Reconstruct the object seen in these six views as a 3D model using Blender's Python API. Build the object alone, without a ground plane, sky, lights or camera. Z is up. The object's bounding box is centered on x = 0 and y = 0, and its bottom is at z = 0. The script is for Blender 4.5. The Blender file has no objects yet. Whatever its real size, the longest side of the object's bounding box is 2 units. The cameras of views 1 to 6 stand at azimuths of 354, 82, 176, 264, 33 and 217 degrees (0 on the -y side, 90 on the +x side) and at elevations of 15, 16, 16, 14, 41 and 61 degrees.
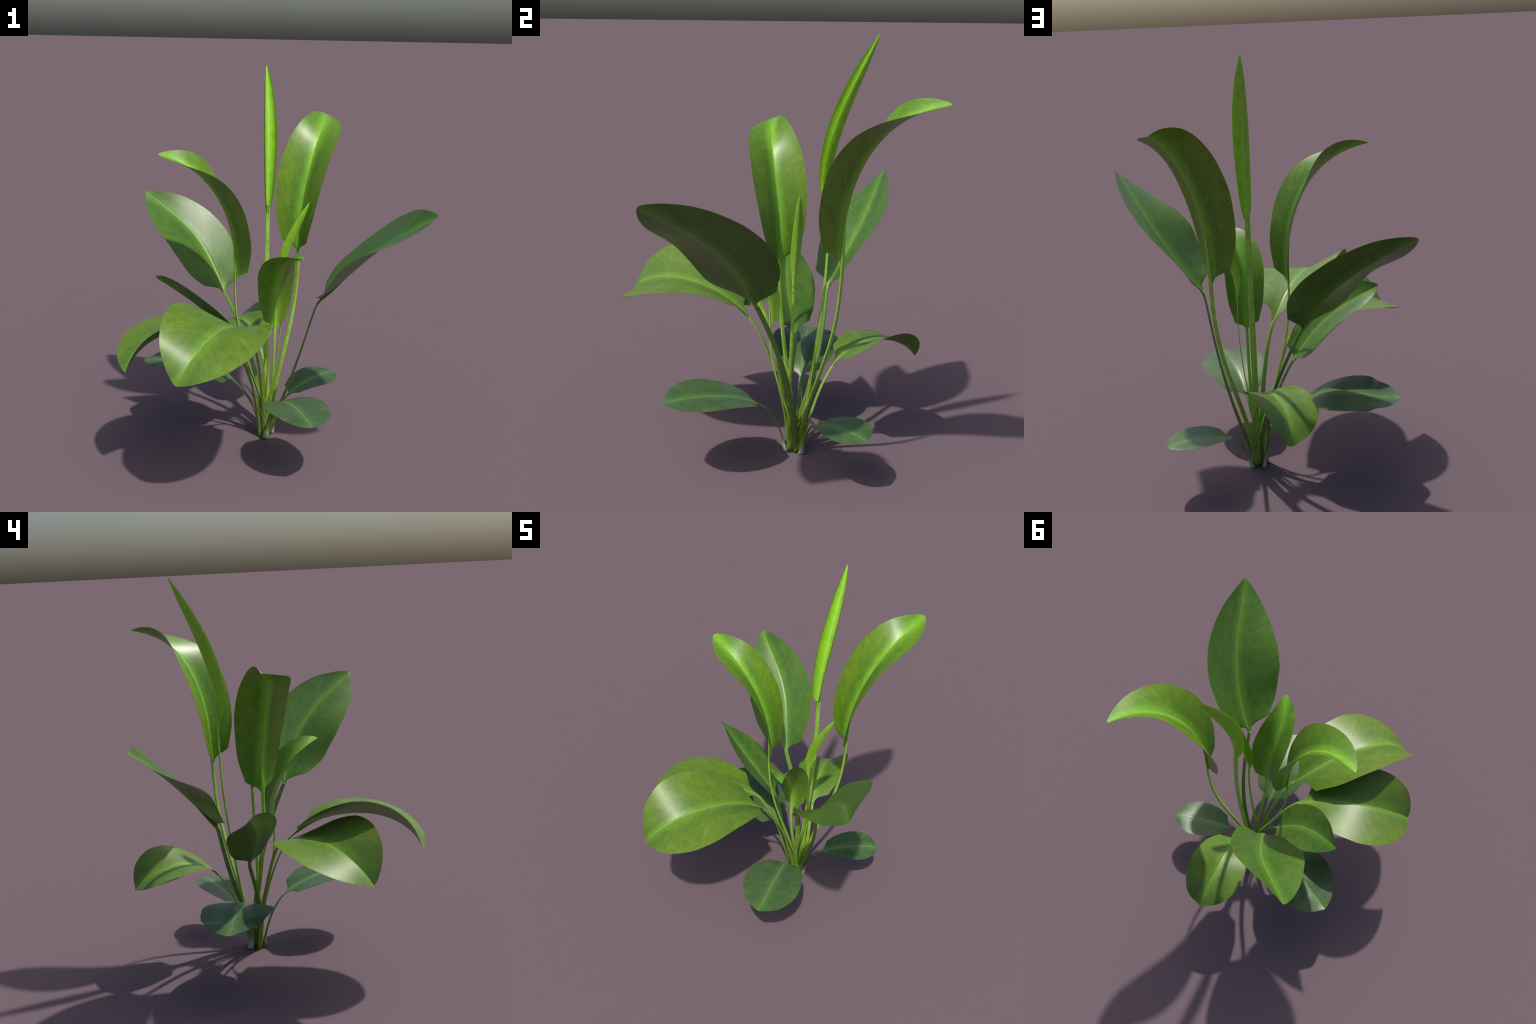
"""A young rosette plant: glossy paddle-shaped leaves on long flattened petioles.

Every leaf is described by its midrib spine (five control points of a Bezier
curve), the direction its upper face looks towards at base and tip, a half
width, a fold angle for the left and the right half, and the course of its
petiole.  A common outline profile turns those into a solid, tapered blade.
"""
import math
import random

import bpy
import numpy as np

random.seed(7)

# ---------------------------------------------------------------- helpers

OUTLINE_T = np.array([0.0, 0.015, 0.03, 0.048, 0.062, 0.08, 0.11, 0.18, 0.3, 0.42, 0.55, 0.68, 0.8, 0.9, 0.96, 1.0])
OUTLINE_W = np.array([0.06, 0.105, 0.2, 0.44, 0.585, 0.615, 0.685, 0.83, 0.945, 1.01, 0.975, 0.843, 0.648, 0.392, 0.195, 0.0])


def smooth_profile(x, y, xi):
    """Monotone cubic interpolation through the points (x, y)."""
    h = np.diff(x)
    d = np.diff(y) / h
    m = np.zeros_like(y)
    for i in range(1, len(x) - 1):
        if d[i - 1] * d[i] > 0:
            w1 = 2 * h[i] + h[i - 1]
            w2 = h[i] + 2 * h[i - 1]
            m[i] = (w1 + w2) / (w1 / d[i - 1] + w2 / d[i])
    m[0], m[-1] = d[0], d[-1]
    k = np.clip(np.searchsorted(x, xi) - 1, 0, len(x) - 2)
    t = (xi - x[k]) / h[k]
    return ((1 + 2 * t) * (1 - t) ** 2 * y[k] + t * (1 - t) ** 2 * h[k] * m[k]
            + t * t * (3 - 2 * t) * y[k + 1] + t * t * (t - 1) * h[k] * m[k + 1])


def bezier(points, t):
    n = len(points) - 1
    basis = np.stack([math.comb(n, i) * t ** i * (1 - t) ** (n - i) for i in range(n + 1)], -1)
    return basis @ np.asarray(points, float)


def bezier_tangent(points, t):
    points = np.asarray(points, float)
    return unit(bezier((points[1:] - points[:-1]) * (len(points) - 1), t))


def unit(v):
    return v / np.maximum(np.linalg.norm(v, axis=-1, keepdims=True), 1e-9)


def make_mesh(name, verts, faces, material, scalars):
    me = bpy.data.meshes.new(name)
    me.from_pydata([tuple(v) for v in verts], [], faces)
    for key, values in scalars.items():
        at = me.attributes.new(key, "FLOAT", "POINT")
        at.data.foreach_set("value", np.asarray(values, np.float32))
    me.polygons.foreach_set("use_smooth", [True] * len(me.polygons))
    me.materials.append(material)
    me.update()
    return me


# ---------------------------------------------------------------- materials

def node(nt, kind, **inputs):
    n = nt.nodes.new(kind)
    for k, v in inputs.items():
        if k.startswith("p_"):
            setattr(n, k[2:], v)
    for k, v in inputs.items():
        if not k.startswith("p_"):
            sock = n.inputs[int(k[1:])] if k[0] == "i" and k[1:].isdigit() else n.inputs[k]
            if isinstance(v, bpy.types.NodeSocket):
                nt.links.new(v, sock)
            else:
                sock.default_value = v
    return n


def calc(nt, op, a, b=0.0, c=0.0, clamp=False):
    return node(nt, "ShaderNodeMath", p_operation=op, p_use_clamp=clamp, i0=a, i1=b, i2=c).outputs[0]


def blend(nt, fac, a, b, mode="MIX"):
    n = node(nt, "ShaderNodeMix", p_data_type="RGBA", p_blend_type=mode)
    for sock, v in ((n.inputs[0], fac), (n.inputs[6], a), (n.inputs[7], b)):
        if isinstance(v, bpy.types.NodeSocket):
            nt.links.new(v, sock)
        elif sock.type == "RGBA":
            sock.default_value = (*v, 1.0)
        else:
            sock.default_value = v
    return n.outputs[2]


def ramp(nt, value, lo, hi, out_lo=0.0, out_hi=1.0):
    return node(nt, "ShaderNodeMapRange", p_interpolation_type="SMOOTHSTEP",
                i0=value, i1=lo, i2=hi, i3=out_lo, i4=out_hi).outputs[0]


def new_material(name):
    m = bpy.data.materials.new(name)
    m.use_nodes = True
    nt = m.node_tree
    nt.nodes.clear()
    out = nt.nodes.new("ShaderNodeOutputMaterial")
    bsdf = nt.nodes.new("ShaderNodeBsdfPrincipled")
    nt.links.new(bsdf.outputs[0], out.inputs[0])
    return m, nt, bsdf


def blade_material(name, flesh, heart, rib, shade, gloss, seed):
    """Leaf skin: mottled flesh, a brighter heart beside the midrib, a pale
    triple midrib line, thin wandering side veins and fine lateral streaks.
    'along' runs 0..1 from base to tip, 'across' is metres from the midrib."""
    m, nt, bsdf = new_material(name)
    along = node(nt, "ShaderNodeAttribute", p_attribute_name="along").outputs["Fac"]
    across = node(nt, "ShaderNodeAttribute", p_attribute_name="across").outputs["Fac"]
    reach = node(nt, "ShaderNodeAttribute", p_attribute_name="reach").outputs["Fac"]
    off = calc(nt, "ABSOLUTE", across)
    # sweep: lines of equal sweep run outwards and towards the tip
    sweep = calc(nt, "SUBTRACT", along, calc(nt, "MULTIPLY", calc(nt, "POWER", off, 0.8), 1.0))
    flow = node(nt, "ShaderNodeCombineXYZ", X=calc(nt, "MULTIPLY", sweep, 34.0),
                Y=calc(nt, "MULTIPLY", across, 14.0), Z=seed).outputs[0]
    streak = node(nt, "ShaderNodeTexNoise", Vector=flow, Scale=1.0, Detail=6.0, Roughness=0.62, Distortion=0.8).outputs[0]
    patch = node(nt, "ShaderNodeTexNoise", Vector=node(nt, "ShaderNodeCombineXYZ", X=calc(nt, "MULTIPLY", sweep, 4.2),
                 Y=calc(nt, "MULTIPLY", across, 13.0), Z=seed + 5.0).outputs[0], Scale=1.0, Detail=4.0, Roughness=0.6).outputs[0]
    coord = node(nt, "ShaderNodeTexCoord").outputs["Object"]
    speck = node(nt, "ShaderNodeTexNoise", Vector=coord, Scale=95.0, Detail=4.0, Roughness=0.7).outputs[0]

    colour = blend(nt, ramp(nt, patch, 0.35, 0.68), shade, flesh)
    warm = tuple(c * k for c, k in zip(flesh, (1.22, 1.0, 0.75)))
    colour = blend(nt, ramp(nt, off, 0.03, 0.17, 0.0, 0.55), colour, warm)
    ragged = calc(nt, "ADD", off, calc(nt, "MULTIPLY", calc(nt, "SUBTRACT", streak, 0.5), 0.05))
    colour = blend(nt, ramp(nt, ragged, 0.004, 0.046, 0.9, 0.0), colour, heart)
    value = calc(nt, "ADD", ramp(nt, streak, 0.28, 0.74, 0.90, 1.10), ramp(nt, speck, 0.3, 0.7, -0.07, 0.07))
    cloud = node(nt, "ShaderNodeTexNoise", Vector=coord, Scale=24.0, Detail=5.0, Roughness=0.6, Distortion=0.6).outputs[0]
    value = calc(nt, "MULTIPLY", value, ramp(nt, cloud, 0.3, 0.7, 0.92, 1.09))
    warmth = ramp(nt, cloud, 0.35, 0.7, 0.97, 1.06)
    tint = node(nt, "ShaderNodeCombineColor", i0=calc(nt, "MULTIPLY", value, warmth), i1=value, i2=value).outputs[0]
    colour = blend(nt, 1.0, colour, tint, "MULTIPLY")

    # side veins: thin, sparse, uneven lines, each side with its own spacing
    side = ramp(nt, across, -0.0005, 0.0005)
    wander = node(nt, "ShaderNodeTexNoise", Vector=node(nt, "ShaderNodeCombineXYZ", X=calc(nt, "MULTIPLY", along, 3.0),
                  Y=calc(nt, "MULTIPLY", across, 9.0), Z=seed + 9.0).outputs[0], Scale=1.0, Detail=2.0).outputs[0]
    path = calc(nt, "SUBTRACT", along, calc(nt, "MULTIPLY", calc(nt, "POWER", reach, 1.3), 0.24))
    path = calc(nt, "ADD", path, calc(nt, "MULTIPLY", wander, 0.06))
    path = calc(nt, "ADD", calc(nt, "MULTIPLY", path, 3.6), calc(nt, "MULTIPLY", side, 0.41))
    gap = calc(nt, "ABSOLUTE", calc(nt, "SUBTRACT", calc(nt, "FRACT", path), 0.5))
    line = ramp(nt, gap, 0.004, 0.014, 1.0, 0.0)
    fade = node(nt, "ShaderNodeTexNoise", Vector=node(nt, "ShaderNodeCombineXYZ", X=calc(nt, "MULTIPLY", along, 7.0),
                Y=calc(nt, "MULTIPLY", across, 22.0), Z=seed + 2.0).outputs[0], Scale=1.0, Detail=2.0).outputs[0]
    line = calc(nt, "MULTIPLY", line, ramp(nt, fade, 0.40, 0.66, 0.05, 0.40))
    line = calc(nt, "MULTIPLY", line, ramp(nt, along, 0.70, 0.86, 1.0, 0.0))
    colour = blend(nt, line, colour, rib)

    # midrib: bright core with a dark hairline and two fainter flanking lines
    thin = ramp(nt, along, 0.0, 1.0, 1.25, 0.55)
    wob = node(nt, "ShaderNodeTexNoise", Vector=node(nt, "ShaderNodeCombineXYZ", X=calc(nt, "MULTIPLY", along, 14.0), Z=seed).outputs[0],
               Scale=1.0, Detail=3.0).outputs[0]
    shifted = calc(nt, "ADD", across, calc(nt, "MULTIPLY", calc(nt, "SUBTRACT", wob, 0.5), 0.004))
    d = calc(nt, "DIVIDE", calc(nt, "ABSOLUTE", shifted), thin)
    core = ramp(nt, d, 0.0010, 0.0028, 0.68, 0.0)
    halo = ramp(nt, d, 0.002, 0.010, 0.28, 0.0)
    flank = ramp(nt, calc(nt, "ABSOLUTE", calc(nt, "SUBTRACT", d, 0.0062)), 0.0004, 0.0018, 0.35, 0.0)
    mid = calc(nt, "MAXIMUM", calc(nt, "MAXIMUM", core, halo), flank)
    mid = calc(nt, "MULTIPLY", mid, ramp(nt, along, 0.8, 1.0, 1.0, 0.55))
    colour = blend(nt, mid, colour, rib)
    hair = ramp(nt, calc(nt, "ABSOLUTE", calc(nt, "SUBTRACT", shifted, 0.0022)), 0.0002, 0.0009, 0.35, 0.0)
    colour = blend(nt, hair, colour, tuple(c * 0.5 for c in shade))
    # a few pale flecks near the base
    dots = node(nt, "ShaderNodeTexVoronoi", Vector=coord, Scale=60.0).outputs["Distance"]
    where = node(nt, "ShaderNodeTexNoise", Vector=coord, Scale=14.0, Detail=1.0).outputs[0]
    fleck = calc(nt, "MULTIPLY", ramp(nt, dots, 0.05, 0.13, 1.0, 0.0), ramp(nt, where, 0.66, 0.70))
    colour = blend(nt, calc(nt, "MULTIPLY", fleck, 0.45), colour, (0.30, 0.42, 0.22))

    nt.links.new(colour, bsdf.inputs["Base Color"])
    rough = calc(nt, "ADD", gloss, calc(nt, "MULTIPLY", streak, 0.06))
    nt.links.new(rough, bsdf.inputs["Roughness"])
    bsdf.inputs["Specular IOR Level"].default_value = 0.46
    height = calc(nt, "ADD", calc(nt, "MULTIPLY", streak, 0.25), calc(nt, "MULTIPLY", mid, 0.6))
    bump = node(nt, "ShaderNodeBump", Strength=0.12, Distance=0.004, Height=height).outputs[0]
    nt.links.new(bump, bsdf.inputs["Normal"])
    return m


def stalk_material(name, low, high, foot, foot_height, seed):
    """Petiole skin: graded from foot to blade, faint rings and long streaks."""
    m, nt, bsdf = new_material(name)
    along = node(nt, "ShaderNodeAttribute", p_attribute_name="along").outputs["Fac"]
    around = node(nt, "ShaderNodeAttribute", p_attribute_name="across").outputs["Fac"]
    coord = node(nt, "ShaderNodeTexCoord").outputs["Object"]
    z = node(nt, "ShaderNodeSeparateXYZ", Vector=coord).outputs[2]
    long_streak = node(nt, "ShaderNodeTexNoise", Vector=node(nt, "ShaderNodeCombineXYZ", X=calc(nt, "MULTIPLY", along, 5.0),
                       Y=calc(nt, "MULTIPLY", around, 5.0), Z=seed).outputs[0], Scale=1.0, Detail=5.0, Roughness=0.6).outputs[0]
    rings = node(nt, "ShaderNodeTexNoise", Vector=node(nt, "ShaderNodeCombineXYZ", X=calc(nt, "MULTIPLY", along, 60.0),
                 Y=calc(nt, "MULTIPLY", around, 0.7), Z=seed).outputs[0], Scale=1.0, Detail=3.0, Roughness=0.6).outputs[0]
    colour = blend(nt, ramp(nt, along, 0.1, 0.8), low, high)
    value = calc(nt, "MULTIPLY", ramp(nt, long_streak, 0.3, 0.7, 0.84, 1.18), ramp(nt, rings, 0.42, 0.74, 0.93, 1.22))
    tint = node(nt, "ShaderNodeCombineColor", i0=value, i1=value, i2=value).outputs[0]
    colour = blend(nt, 1.0, colour, tint, "MULTIPLY")
    edge = calc(nt, "ADD", z, calc(nt, "MULTIPLY", calc(nt, "SUBTRACT", long_streak, 0.5), 0.12))
    colour = blend(nt, ramp(nt, edge, foot_height * 0.2, foot_height, 0.85, 0.0), colour, foot)
    nt.links.new(colour, bsdf.inputs["Base Color"])
    bsdf.inputs["Roughness"].default_value = 0.42
    bsdf.inputs["Specular IOR Level"].default_value = 0.45
    bump = node(nt, "ShaderNodeBump", Strength=0.2, Distance=0.002, Height=rings).outputs[0]
    nt.links.new(bump, bsdf.inputs["Normal"])
    return m


# ---------------------------------------------------------------- geometry

ROOT = 0.05          # how far (in blade lengths) the blade runs down into its petiole
TIP = float(OUTLINE_W[-2])
HALF = 14           # strips in each half of a blade


def blade_frame(leaf, t):
    spine = np.array(leaf["spine"])
    c = bezier(spine, t)
    tan = bezier_tangent(spine, t)
    face = np.outer(1 - t, leaf["face_base"]) + np.outer(t, leaf["face_tip"])
    nor = unit(face - (face * tan).sum(-1, keepdims=True) * tan)
    return c, tan, nor, np.cross(tan, nor)


def petiole_course(leaf):
    """Bezier control points of the petiole, smooth into the midrib."""
    c0, t0 = (x[0] for x in blade_frame(leaf, np.array([0.0]))[:2])
    return np.array([[*leaf["foot"], 0.0], leaf["knee"], c0 - leaf["lift"] * t0, c0])


def blade_surface(leaf):
    """Rows of points from the left edge over the midrib to the right edge."""
    t = np.concatenate([np.linspace(-ROOT, -0.004, 8), np.linspace(0, 0.12, 20), np.linspace(0.135, 0.9, 44),
                        1 - 0.092 * np.linspace(1, 0, 18) ** 1.8])
    c, tan, nor, side = blade_frame(leaf, np.maximum(t, 0))
    pos = np.maximum(t, 0) ** math.exp(leaf["skew"])
    prof = smooth_profile(OUTLINE_T, OUTLINE_W, pos)
    prof = np.where(pos > 0.96, TIP * np.clip((1 - pos) / 0.04, 0, 1) ** 0.68, prof)          # rounded tip
    if leaf.get("base_taper"):
        prof = prof * np.clip(pos / leaf["base_taper"], 0, 1) ** 0.6
    half = leaf["half_width"] * prof
    stalk_half = 0.40 * leaf["stalk_width"]
    half = np.maximum(half, stalk_half * np.clip(1 - t / 0.10, 0, 1))
    # the root of the blade runs down the petiole, narrows and sinks into it
    into = np.clip(-t / ROOT, 0, 1)
    ctrl = petiole_course(leaf)
    fine = np.linspace(0, 1, 400)
    run = np.linalg.norm(np.diff(bezier(ctrl, fine), axis=0), axis=1)[::-1].cumsum()
    blade_length = np.linalg.norm(np.diff(bezier(leaf["spine"], fine), axis=0), axis=1).sum()
    r = t < 0
    u = 1 - np.interp(-t[r] * blade_length, np.concatenate([[0], run]), fine)
    c[r], tan[r] = bezier(ctrl, u), bezier_tangent(ctrl, u)
    nor[r] = unit(nor[r] - (nor[r] * tan[r]).sum(-1, keepdims=True) * tan[r])
    side[r] = np.cross(tan[r], nor[r])
    half = np.maximum(half * (1 - 0.7 * into), 0.0012)
    c = c - nor * (into ** 1.2 * leaf["stalk_width"] * leaf["flatness"] * 0.5)[:, None]
    level = np.clip((t + ROOT) / (ROOT + 0.05), 0, 1)
    level = level * level * (3 - 2 * level)
    s = np.linspace(0, 1, HALF + 1) ** 1.15
    cols, across, reach = [], [], []
    for sign, (fold_a, fold_b, curl) in ((-1, leaf["fold_left"]), (1, leaf["fold_right"])):
        w = half * (1 + sign * leaf["lopsided"])
        fold = (fold_a + (fold_b - fold_a) * t) * level
        x = np.zeros((len(t), HALF + 1))
        y = np.zeros_like(x)
        for j in range(1, HALF + 1):
            q = np.linspace(s[j - 1], s[j], 5)
            q = (q[1:] + q[:-1]) / 2
            a = fold[:, None] + curl * q[None]
            x[:, j] = x[:, j - 1] + np.cos(a).mean(1) * (s[j] - s[j - 1])
            y[:, j] = y[:, j - 1] + np.sin(a).mean(1) * (s[j] - s[j - 1])
        p = c[:, None] + (w[:, None] * x)[..., None] * sign * side[:, None] + (w[:, None] * y)[..., None] * nor[:, None]
        order = slice(None, 0, -1) if sign < 0 else slice(0, None)
        cols.append(p[:, order])
        across.append((sign * w[:, None] * s[None])[:, order])
        reach.append(np.repeat(s[None], len(t), 0)[:, order])
    return t, np.concatenate(cols, 1), np.concatenate(across, 1), np.concatenate(reach, 1)


def build_blade(name, leaf, material):
    t, p, across, reach = blade_surface(leaf)
    rows, n = p.shape[:2]
    du = np.gradient(p, axis=0)
    dv = np.gradient(p, axis=1)
    nrm = unit(np.cross(dv, du))
    up = blade_frame(leaf, t)[2]
    if (nrm[rows // 2, n // 2] * up[rows // 2]).sum() < 0:
        nrm = -nrm
    # soft gentle waviness so the sheet is never perfectly smooth
    wave = 0.0004 * np.sin(t[:, None] * 11 + across * 25 + leaf["seed"]) * reach ** 2
    wave += 0.00015 * np.sin(t[:, None] * 27 - across * 40 + 2 * leaf["seed"]) * reach
    p = p + nrm * wave[..., None]
    thick = 0.0032 * (1 - 0.72 * reach ** 2) * np.minimum(1, 0.25 + 4 * (1 - t))[:, None]
    thick = thick * np.clip(0.35 + (t + ROOT) * 14, 0, 1)[:, None]
    rib = np.exp(-(across / 0.0045) ** 2) * (np.clip(t * 12, 0, 1) * (1 - 0.8 * t))[:, None]
    top = p + nrm * (thick / 2 - 0.0020 * rib)[..., None]
    low = p - nrm * (thick / 2 + 0.0030 * rib)[..., None]
    verts = np.concatenate([top.reshape(-1, 3), low.reshape(-1, 3)])
    base = rows * n
    faces = []
    for i in range(rows - 1):
        for j in range(n - 1):
            a, b, c, d = i * n + j, i * n + j + 1, (i + 1) * n + j + 1, (i + 1) * n + j
            faces.append((a, b, c, d))
            faces.append((base + d, base + c, base + b, base + a))
    rim = ([(0, j) for j in range(n - 1)] + [(i, n - 1) for i in range(rows - 1)]
           + [(rows - 1, j) for j in range(n - 1, 0, -1)] + [(i, 0) for i in range(rows - 1, 0, -1)])
    for k, (i, j) in enumerate(rim):
        i2, j2 = rim[(k + 1) % len(rim)]
        a, b = i * n + j, i2 * n + j2
        faces.append((b, a, base + a, base + b))
    two = lambda x: np.concatenate([x.ravel(), x.ravel()])
    al = np.repeat(np.maximum(t, 0)[:, None], n, 1)
    me = make_mesh(name, verts, faces, material, {"along": two(al), "across": two(across), "reach": two(reach)})
    # shade both faces flat to the rim, so the thin edge does not catch light
    gu, gv = np.gradient(top, axis=0), np.gradient(top, axis=1)
    soft = unit(np.cross(gv, gu))
    soft *= np.sign((soft * nrm).sum(-1, keepdims=True))
    normals = np.concatenate([soft.reshape(-1, 3), -nrm.reshape(-1, 3)])
    me.normals_split_custom_set_from_vertices([tuple(v) for v in normals])
    return me


def build_petiole(name, leaf, material):
    """Flattened stalk from the crown to the blade, running on as a tapering
    rib under the blade."""
    c0, t0, n0, s0 = (x[0] for x in blade_frame(leaf, np.array([0.0])))
    fl, fr = leaf["fold_left"][0], leaf["fold_right"][0]
    level = lambda s, n: unit((math.cos(fl) + math.cos(fr)) * s + (math.sin(fr) - math.sin(fl)) * n)
    s0 = level(s0, n0)
    u = np.concatenate([np.linspace(0, 0.8, 34), np.linspace(0.815, 1, 20)])
    ctrl = petiole_course(leaf)
    p = bezier(ctrl, u)
    tan = bezier_tangent(ctrl, u)
    tr = np.linspace(0, 0.22, 14)[1:]
    pr, tanr, nr, sr = blade_frame(leaf, tr)
    sr = level(sr, nr)
    side = np.zeros_like(p)
    side[-1] = s0
    for i in range(len(u) - 2, -1, -1):           # carry the frame down the stalk
        v = side[i + 1] - (side[i + 1] @ tan[i]) * tan[i]
        side[i] = unit(v)
    if leaf.get("stalk_side"):                    # a petiole that twists below the blade
        aim = np.array(leaf["stalk_side"], float)
        aim = aim - (tan * aim).sum(-1, keepdims=True) * tan
        k = np.clip((1 - u) / 0.16, 0, 1)[:, None]
        k = k * k * (3 - 2 * k)
        side = unit(side * (1 - k) + unit(aim) * k)
    w = leaf["stalk_width"] / 2
    shape_u = np.array([0, 0.06, 0.2, 0.45, 0.7, 0.9, 1.0])
    shape_w = np.array([leaf["foot_flare"], leaf["foot_flare"] * 0.9, 1.14, 1.0, 0.93, 0.85, 0.86])
    wid = w * smooth_profile(shape_u, shape_w, u)
    flat = smooth_profile(np.array([0, 0.15, 0.5, 1.0]), np.array([0.62, 0.55, leaf["flatness"], leaf["flatness"]]), u)
    end = wid[-1] * (1 - tr / tr[-1]) ** 0.8 * np.minimum(1, 1.0) + 0.0006
    thick_end = np.concatenate([wid * flat, end * flat[-1]])
    centre = np.concatenate([p, pr])
    sides = np.concatenate([side, sr])
    tans = np.concatenate([tan, tanr])
    nors = np.cross(sides, tans)
    drop = np.concatenate([np.clip((u - 0.9) / 0.1, 0, 1) ** 2 * 0.55, 0.55 + 0.5 * np.clip(tr / 0.06, 0, 1)])
    centre = centre - nors * (thick_end * drop + 0.0008 * (drop > 0))[:, None]
    wids = np.concatenate([wid, end])
    seg = 18
    ang = np.linspace(0, 2 * math.pi, seg, endpoint=False)
    groove = 1 - 0.22 * np.exp(-((ang - math.pi / 2) / 0.5) ** 2)     # shallow channel on the upper face
    ca, sa = np.cos(ang), np.sin(ang) * groove
    verts = (centre[:, None] + (wids[:, None] * ca)[..., None] * sides[:, None]
             + (thick_end[:, None] * sa)[..., None] * nors[:, None])
    verts[0, :, 2] = 0.0
    verts[1:, :, 2] = np.maximum(verts[1:, :, 2], 0.0008)
    rows = len(centre)
    faces = []
    for i in range(rows - 1):
        for j in range(seg):
            k = (j + 1) % seg
            faces.append((i * seg + j, i * seg + k, (i + 1) * seg + k, (i + 1) * seg + j))
    faces.append(tuple(range(seg - 1, -1, -1)))
    faces.append(tuple((rows - 1) * seg + j for j in range(seg)))
    length = np.concatenate([u, 1 + tr])
    return make_mesh(name, verts.reshape(-1, 3), faces, material,
                     {"along": np.repeat(length, seg), "across": np.tile(np.sin(ang / 2), rows)})


# ---------------------------------------------------------------- the plant

# per age of leaf: blade = flesh, heart, rib, shade, roughness;  stalk = low, high, foot colour, foot height
TONES = {
    "young": dict(blade=((0.30, 0.54, 0.030), (0.28, 0.62, 0.034), (0.52, 0.72, 0.16), (0.25, 0.48, 0.026), 0.34),
                  stalk=((0.21, 0.37, 0.040), (0.34, 0.62, 0.070), (0.12, 0.22, 0.03), 0.05)),
    "bright": dict(blade=((0.142, 0.280, 0.018), (0.20, 0.47, 0.028), (0.34, 0.50, 0.10), (0.095, 0.225, 0.016), 0.34),
                   stalk=((0.21, 0.36, 0.040), (0.32, 0.58, 0.065), (0.12, 0.22, 0.03), 0.05)),  # stalk greens lightened to carry the sunlit sides of the petioles
    "olive": dict(blade=((0.118, 0.230, 0.025), (0.14, 0.30, 0.026), (0.30, 0.42, 0.10), (0.092, 0.185, 0.020), 0.36),
                  stalk=((0.18, 0.30, 0.038), (0.25, 0.43, 0.055), (0.12, 0.22, 0.03), 0.05)),
    "deep": dict(blade=((0.075, 0.178, 0.021), (0.105, 0.25, 0.020), (0.24, 0.36, 0.09), (0.056, 0.142, 0.019), 0.34),
                 stalk=((0.12, 0.21, 0.030), (0.13, 0.28, 0.040), (0.12, 0.22, 0.03), 0.05)),
    "old": dict(blade=((0.068, 0.140, 0.044), (0.085, 0.185, 0.040), (0.22, 0.32, 0.16), (0.050, 0.108, 0.042), 0.34),
                stalk=((0.17, 0.26, 0.090), (0.100, 0.20, 0.055), (0.50, 0.56, 0.42), 0.08)),
}

LEAVES = []


def leaf(tone, **shape):
    LEAVES.append(dict(tone=tone, seed=1.7 * len(LEAVES) + 0.6, **shape))


# tall rolled young leaf
leaf("young",
     spine=[[0.0639, 0.2382, 1.2506], [0.0612, 0.2284, 1.4514], [0.0739, 0.2989, 1.6532], [0.0665, 0.3907, 1.8343], [0.0644, 0.4441, 1.9987]],
     face_base=[0.082, -0.961, 0.264], face_tip=[0.258, -0.932, 0.256],
     half_width=0.0686, skew=-0.065, lopsided=-0.050,
     fold_left=[0.285, 0.033, 1.678], fold_right=[0.25, -0.006, 1.686],
     foot=[0.0819, 0.1271], knee=[0.0569, 0.1634, 0.3939], lift=0.4590,
     stalk_width=0.029, flatness=0.42, foot_flare=1.5, base_taper=0.1)

# arching leaf towards -x
leaf("bright",
     spine=[[-0.1214, 0.0475, 0.9274], [-0.111, 0.0494, 1.235], [-0.2184, -0.0013, 1.4615], [-0.3631, 0.0171, 1.5383], [-0.5118, 0.0744, 1.5712]],
     face_base=[0.89, 0.149, -0.451], face_tip=[-0.516, -0.108, 0.794],
     half_width=0.1464, skew=-0.117, lopsided=0.004,
     fold_left=[0.568, 0.324, 0.058], fold_right=[0.306, 0.456, -0.005],
     foot=[0.082, 0.1141], knee=[0.036, 0.0928, 0.3302], lift=0.4060,
     stalk_width=0.022, flatness=0.45, foot_flare=1.7)

# arching leaf towards +x +y
leaf("bright",
     spine=[[0.2399, 0.2685, 1.0202], [0.231, 0.2615, 1.3302], [0.3244, 0.327, 1.5914], [0.4005, 0.4675, 1.6973], [0.4327, 0.655, 1.7272]],
     face_base=[-0.681, -0.704, -0.049], face_tip=[0.402, 0.396, 0.81],
     half_width=0.1611, skew=-0.069, lopsided=-0.008,
     fold_left=[0.476, 0.315, 0.02], fold_right=[0.473, 0.327, 0.025],
     foot=[0.0765, 0.119], knee=[0.1092, 0.1483, 0.3916], lift=0.4427,
     stalk_width=0.026, flatness=0.6, foot_flare=1.4)

# broad leaf leaning towards +x -y
leaf("deep",
     spine=[[0.298, -0.1252, 0.8627], [0.4553, -0.1996, 1.0339], [0.5539, -0.2771, 1.2096], [0.6254, -0.4553, 1.2835], [0.7182, -0.5969, 1.3978]],
     face_base=[0.586, -0.269, 0.721], face_tip=[-0.341, -0.496, 0.825],
     half_width=0.2127, skew=-0.073, lopsided=0.112,
     fold_left=[0.368, 0.213, 0.015], fold_right=[0.282, 0.239, -0.014],
     foot=[0.0688, 0.1034], knee=[0.2666, 0.0762, 0.498], lift=0.0600,
     stalk_width=0.025, flatness=0.44, foot_flare=1.8, stalk_side=(0.15, 1, 0))

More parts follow.
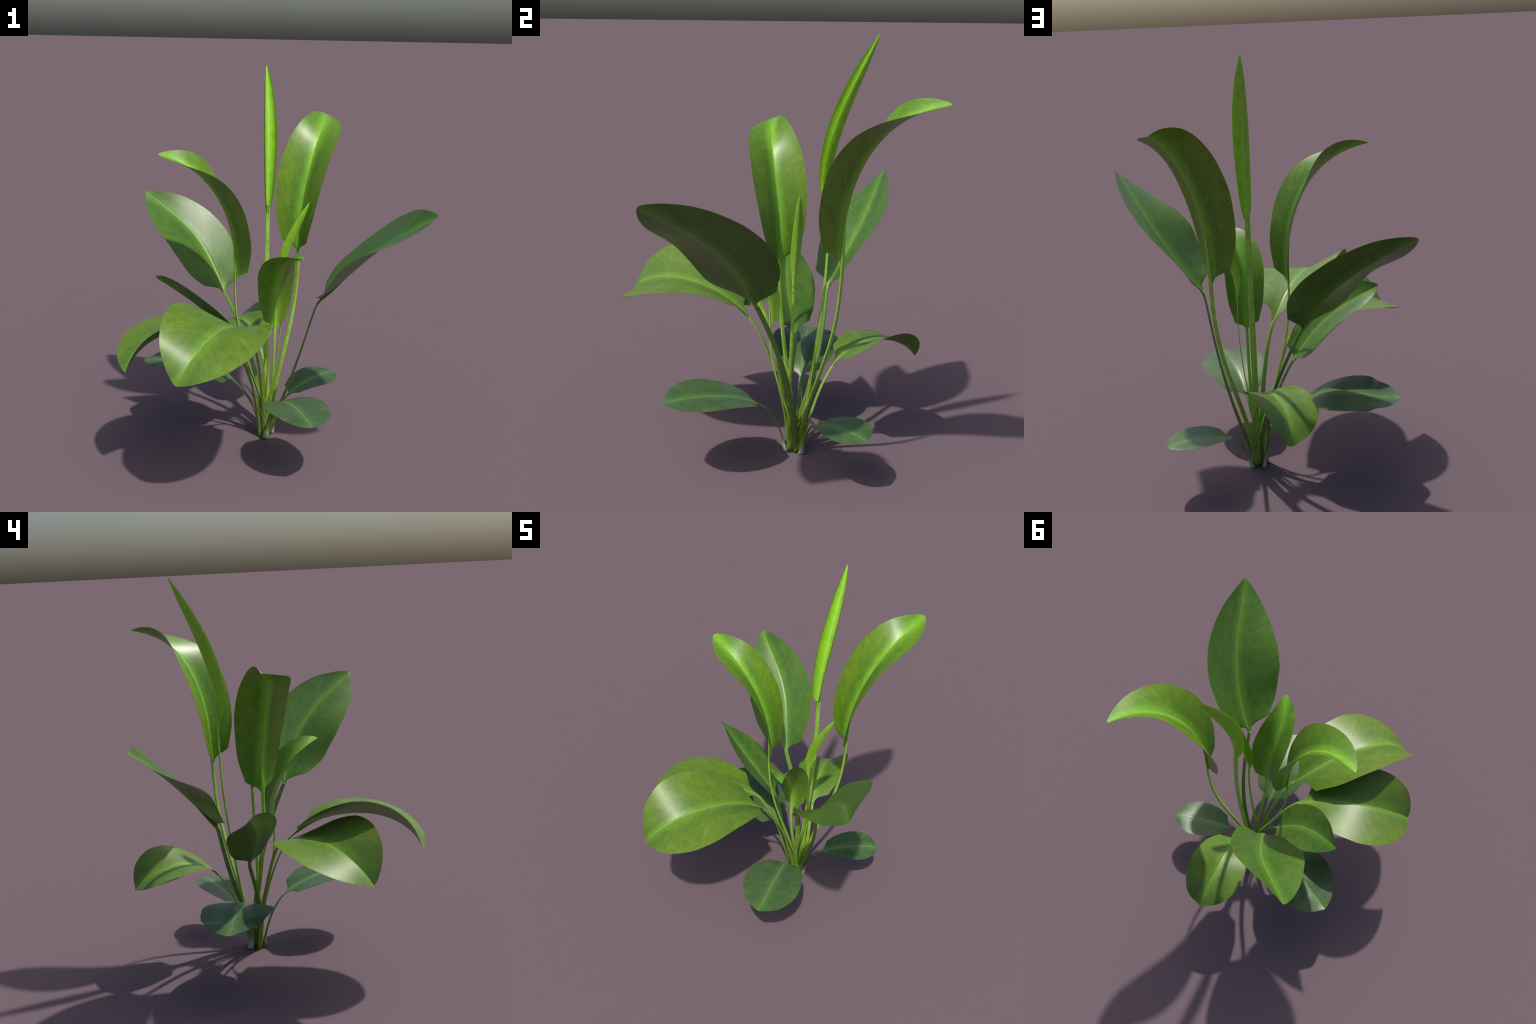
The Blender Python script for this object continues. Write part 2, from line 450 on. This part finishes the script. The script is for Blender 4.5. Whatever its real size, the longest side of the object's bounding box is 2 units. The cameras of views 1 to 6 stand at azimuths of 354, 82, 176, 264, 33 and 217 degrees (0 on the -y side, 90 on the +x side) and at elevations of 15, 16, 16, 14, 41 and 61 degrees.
# broad leaf towards -x +y
leaf("deep",
     spine=[[-0.162, 0.295, 0.7813], [-0.2363, 0.4147, 0.9511], [-0.2908, 0.5161, 1.079], [-0.4565, 0.5778, 1.1658], [-0.5905, 0.6722, 1.2732]],
     face_base=[-0.316, 0.526, 0.826], face_tip=[-0.353, -0.414, 0.792],
     half_width=0.1894, skew=-0.011, lopsided=-0.104,
     fold_left=[0.348, 0.175, -0.008], fold_right=[0.246, 0.264, -0.014],
     foot=[0.0597, 0.0573], knee=[0.0357, 0.265, 0.4321], lift=0.0600,
     stalk_width=0.028, flatness=0.5, foot_flare=1.5)

# low folded leaf towards -x
leaf("deep",
     spine=[[-0.1293, 0.1308, 0.5625], [-0.2164, 0.0988, 0.6871], [-0.3158, 0.0891, 0.7925], [-0.4455, 0.1285, 0.8508], [-0.5371, 0.1552, 0.9151]],
     face_base=[-0.524, -0.198, 0.802], face_tip=[-0.541, 0.493, 0.706],
     half_width=0.1356, skew=-0.070, lopsided=0.086,
     fold_left=[0.245, 0.295, 0.002], fold_right=[0.208, 0.298, -0.014],
     foot=[0.0733, 0.0833], knee=[-0.0159, 0.0508, 0.3298], lift=0.0601,
     stalk_width=0.022, flatness=0.5, foot_flare=1.5)

# drooping leaf towards +y
leaf("olive",
     spine=[[0.0454, 0.2888, 0.4453], [0.0147, 0.3646, 0.5519], [-0.0263, 0.5273, 0.5584], [-0.0663, 0.6601, 0.5359], [-0.0465, 0.7273, 0.4313]],
     face_base=[0.361, -0.922, -0.186], face_tip=[-0.146, -0.485, 0.835],
     half_width=0.1566, skew=0.354, lopsided=0.014,
     fold_left=[0.087, 0.301, -0.042], fold_right=[0.153, 0.326, 0.002],
     foot=[0.061, 0.1139], knee=[0.1048, 0.1662, 0.1163], lift=0.2032,
     stalk_width=0.021, flatness=0.4, foot_flare=1.6)

# old low leaf towards -x
leaf("old",
     spine=[[-0.1165, 0.1619, 0.3142], [-0.238, 0.1875, 0.4355], [-0.3983, 0.2407, 0.4275], [-0.5428, 0.2674, 0.3799], [-0.6081, 0.2845, 0.3893]],
     face_base=[0.959, -0.28, 0.022], face_tip=[0.97, -0.207, 0.183],
     half_width=0.1757, skew=0.054, lopsided=0.001,
     fold_left=[-0.07, 0.136, -0.067], fold_right=[-0.109, 0.205, -0.052],
     foot=[0.0398, 0.1357], knee=[0.0229, 0.1202, 0.1387], lift=0.1230,
     stalk_width=0.028, flatness=0.42, foot_flare=1.3)

# large arching leaf towards -x -y
leaf("olive",
     spine=[[-0.0572, -0.1186, 0.6758], [-0.1566, -0.2699, 0.8268], [-0.2598, -0.4788, 0.8538], [-0.3465, -0.6447, 0.8193], [-0.4386, -0.6871, 0.6625]],
     face_base=[0.421, 0.914, 0.046], face_tip=[0.393, 0.064, 0.893],
     half_width=0.2402, skew=0.228, lopsided=-0.014,
     fold_left=[0.237, 0.182, -0.041], fold_right=[0.289, 0.249, 0.016],
     foot=[0.0553, 0.0844], knee=[0.038, 0.0518, 0.3297], lift=0.1223,
     stalk_width=0.022, flatness=0.5, foot_flare=1.8)

# large low leaf towards -x
leaf("olive",
     spine=[[-0.1595, -0.033, 0.6634], [-0.3377, -0.1518, 0.7688], [-0.5167, -0.2329, 0.766], [-0.6218, -0.3103, 0.7055], [-0.6711, -0.3793, 0.6004]],
     face_base=[0.861, 0.482, 0.165], face_tip=[0.357, 0.506, 0.778],
     half_width=0.2206, skew=0.125, lopsided=0.040,
     fold_left=[0.101, 0.433, -0.004], fold_right=[0.085, 0.436, -0.01],
     foot=[0.028, 0.0856], knee=[0.0013, 0.0536, 0.368], lift=0.0600,
     stalk_width=0.021, flatness=0.5, foot_flare=1.6)

# small rolled leaf
leaf("young",
     spine=[[0.1258, 0.0746, 0.8499], [0.1185, 0.0772, 0.987], [0.1719, 0.0862, 1.114], [0.2339, 0.0683, 1.2263], [0.2598, 0.0728, 1.3271]],
     face_base=[0.004, 0.017, 1.0], face_tip=[0.006, 0.052, 0.999],
     half_width=0.0473, skew=0.065, lopsided=-0.027,
     fold_left=[0.435, 0.435, 1.193], fold_right=[0.431, 0.435, 1.194],
     foot=[0.0417, 0.0792], knee=[0.0806, 0.0654, 0.2783], lift=0.3003,
     stalk_width=0.017, flatness=0.36, foot_flare=1.6, base_taper=0.24)

# short upright leaf towards -y
leaf("bright",
     spine=[[0.0838, -0.026, 0.671], [0.0839, -0.0146, 0.8739], [0.0764, -0.1016, 1.0218], [0.1029, -0.2127, 1.0973], [0.1776, -0.2965, 1.1218]],
     face_base=[-0.015, 0.092, 0.998], face_tip=[0.045, -0.304, 0.947],
     half_width=0.1098, skew=-0.005, lopsided=-0.013,
     fold_left=[0.374, 0.659, 0.053], fold_right=[0.358, 0.654, 0.044],
     foot=[0.0563, 0.106], knee=[0.0921, 0.0884, 0.2486], lift=0.2547,
     stalk_width=0.018, flatness=0.4, foot_flare=1.6)

# old ground leaf towards +x +y
leaf("old",
     spine=[[0.1951, 0.1805, 0.2006], [0.2763, 0.2312, 0.2473], [0.3685, 0.2826, 0.2666], [0.4493, 0.3322, 0.2733], [0.4855, 0.3563, 0.2648]],
     face_base=[-0.844, -0.476, 0.247], face_tip=[-0.798, -0.539, 0.269],
     half_width=0.1152, skew=0.162, lopsided=-0.026,
     fold_left=[0.275, -0.07, -0.045], fold_right=[0.277, -0.072, -0.046],
     foot=[0.1004, 0.1317], knee=[0.121, 0.141, 0.0719], lift=0.0640,
     stalk_width=0.016, flatness=0.5, foot_flare=2.2)

# old ground leaf towards -y
leaf("old",
     spine=[[0.1037, -0.086, 0.2845], [0.1354, -0.2131, 0.3589], [0.1663, -0.354, 0.3784], [0.1988, -0.4811, 0.3658], [0.2034, -0.5351, 0.3612]],
     face_base=[-0.243, 0.957, 0.148], face_tip=[-0.117, 0.81, 0.573],
     half_width=0.1607, skew=0.072, lopsided=0.002,
     fold_left=[0.139, 0.047, -0.046], fold_right=[0.134, 0.043, -0.051],
     foot=[0.0598, 0.059], knee=[0.0612, 0.0413, 0.1126], lift=0.0909,
     stalk_width=0.017, flatness=0.45, foot_flare=2.3)


plant = bpy.data.objects.new("foliage_plant", None)
plant.empty_display_size = 0.2
plant["label"] = "young plant with glossy green paddle-shaped leaves"
plant["category"] = "plant"
bpy.context.collection.objects.link(plant)

for item in LEAVES:
    tone = TONES[item["tone"]]
    blade_mat = blade_material("leaf_skin", *tone["blade"], item["seed"])
    stalk_mat = stalk_material("petiole_skin", *tone["stalk"], item["seed"])
    blade = bpy.data.objects.new("leaf", build_blade("leaf", item, blade_mat))
    blade.parent = plant
    stalk = bpy.data.objects.new("petiole", build_petiole("petiole", item, stalk_mat))
    stalk.parent = blade
    for ob in (blade, stalk):
        bpy.context.collection.objects.link(ob)
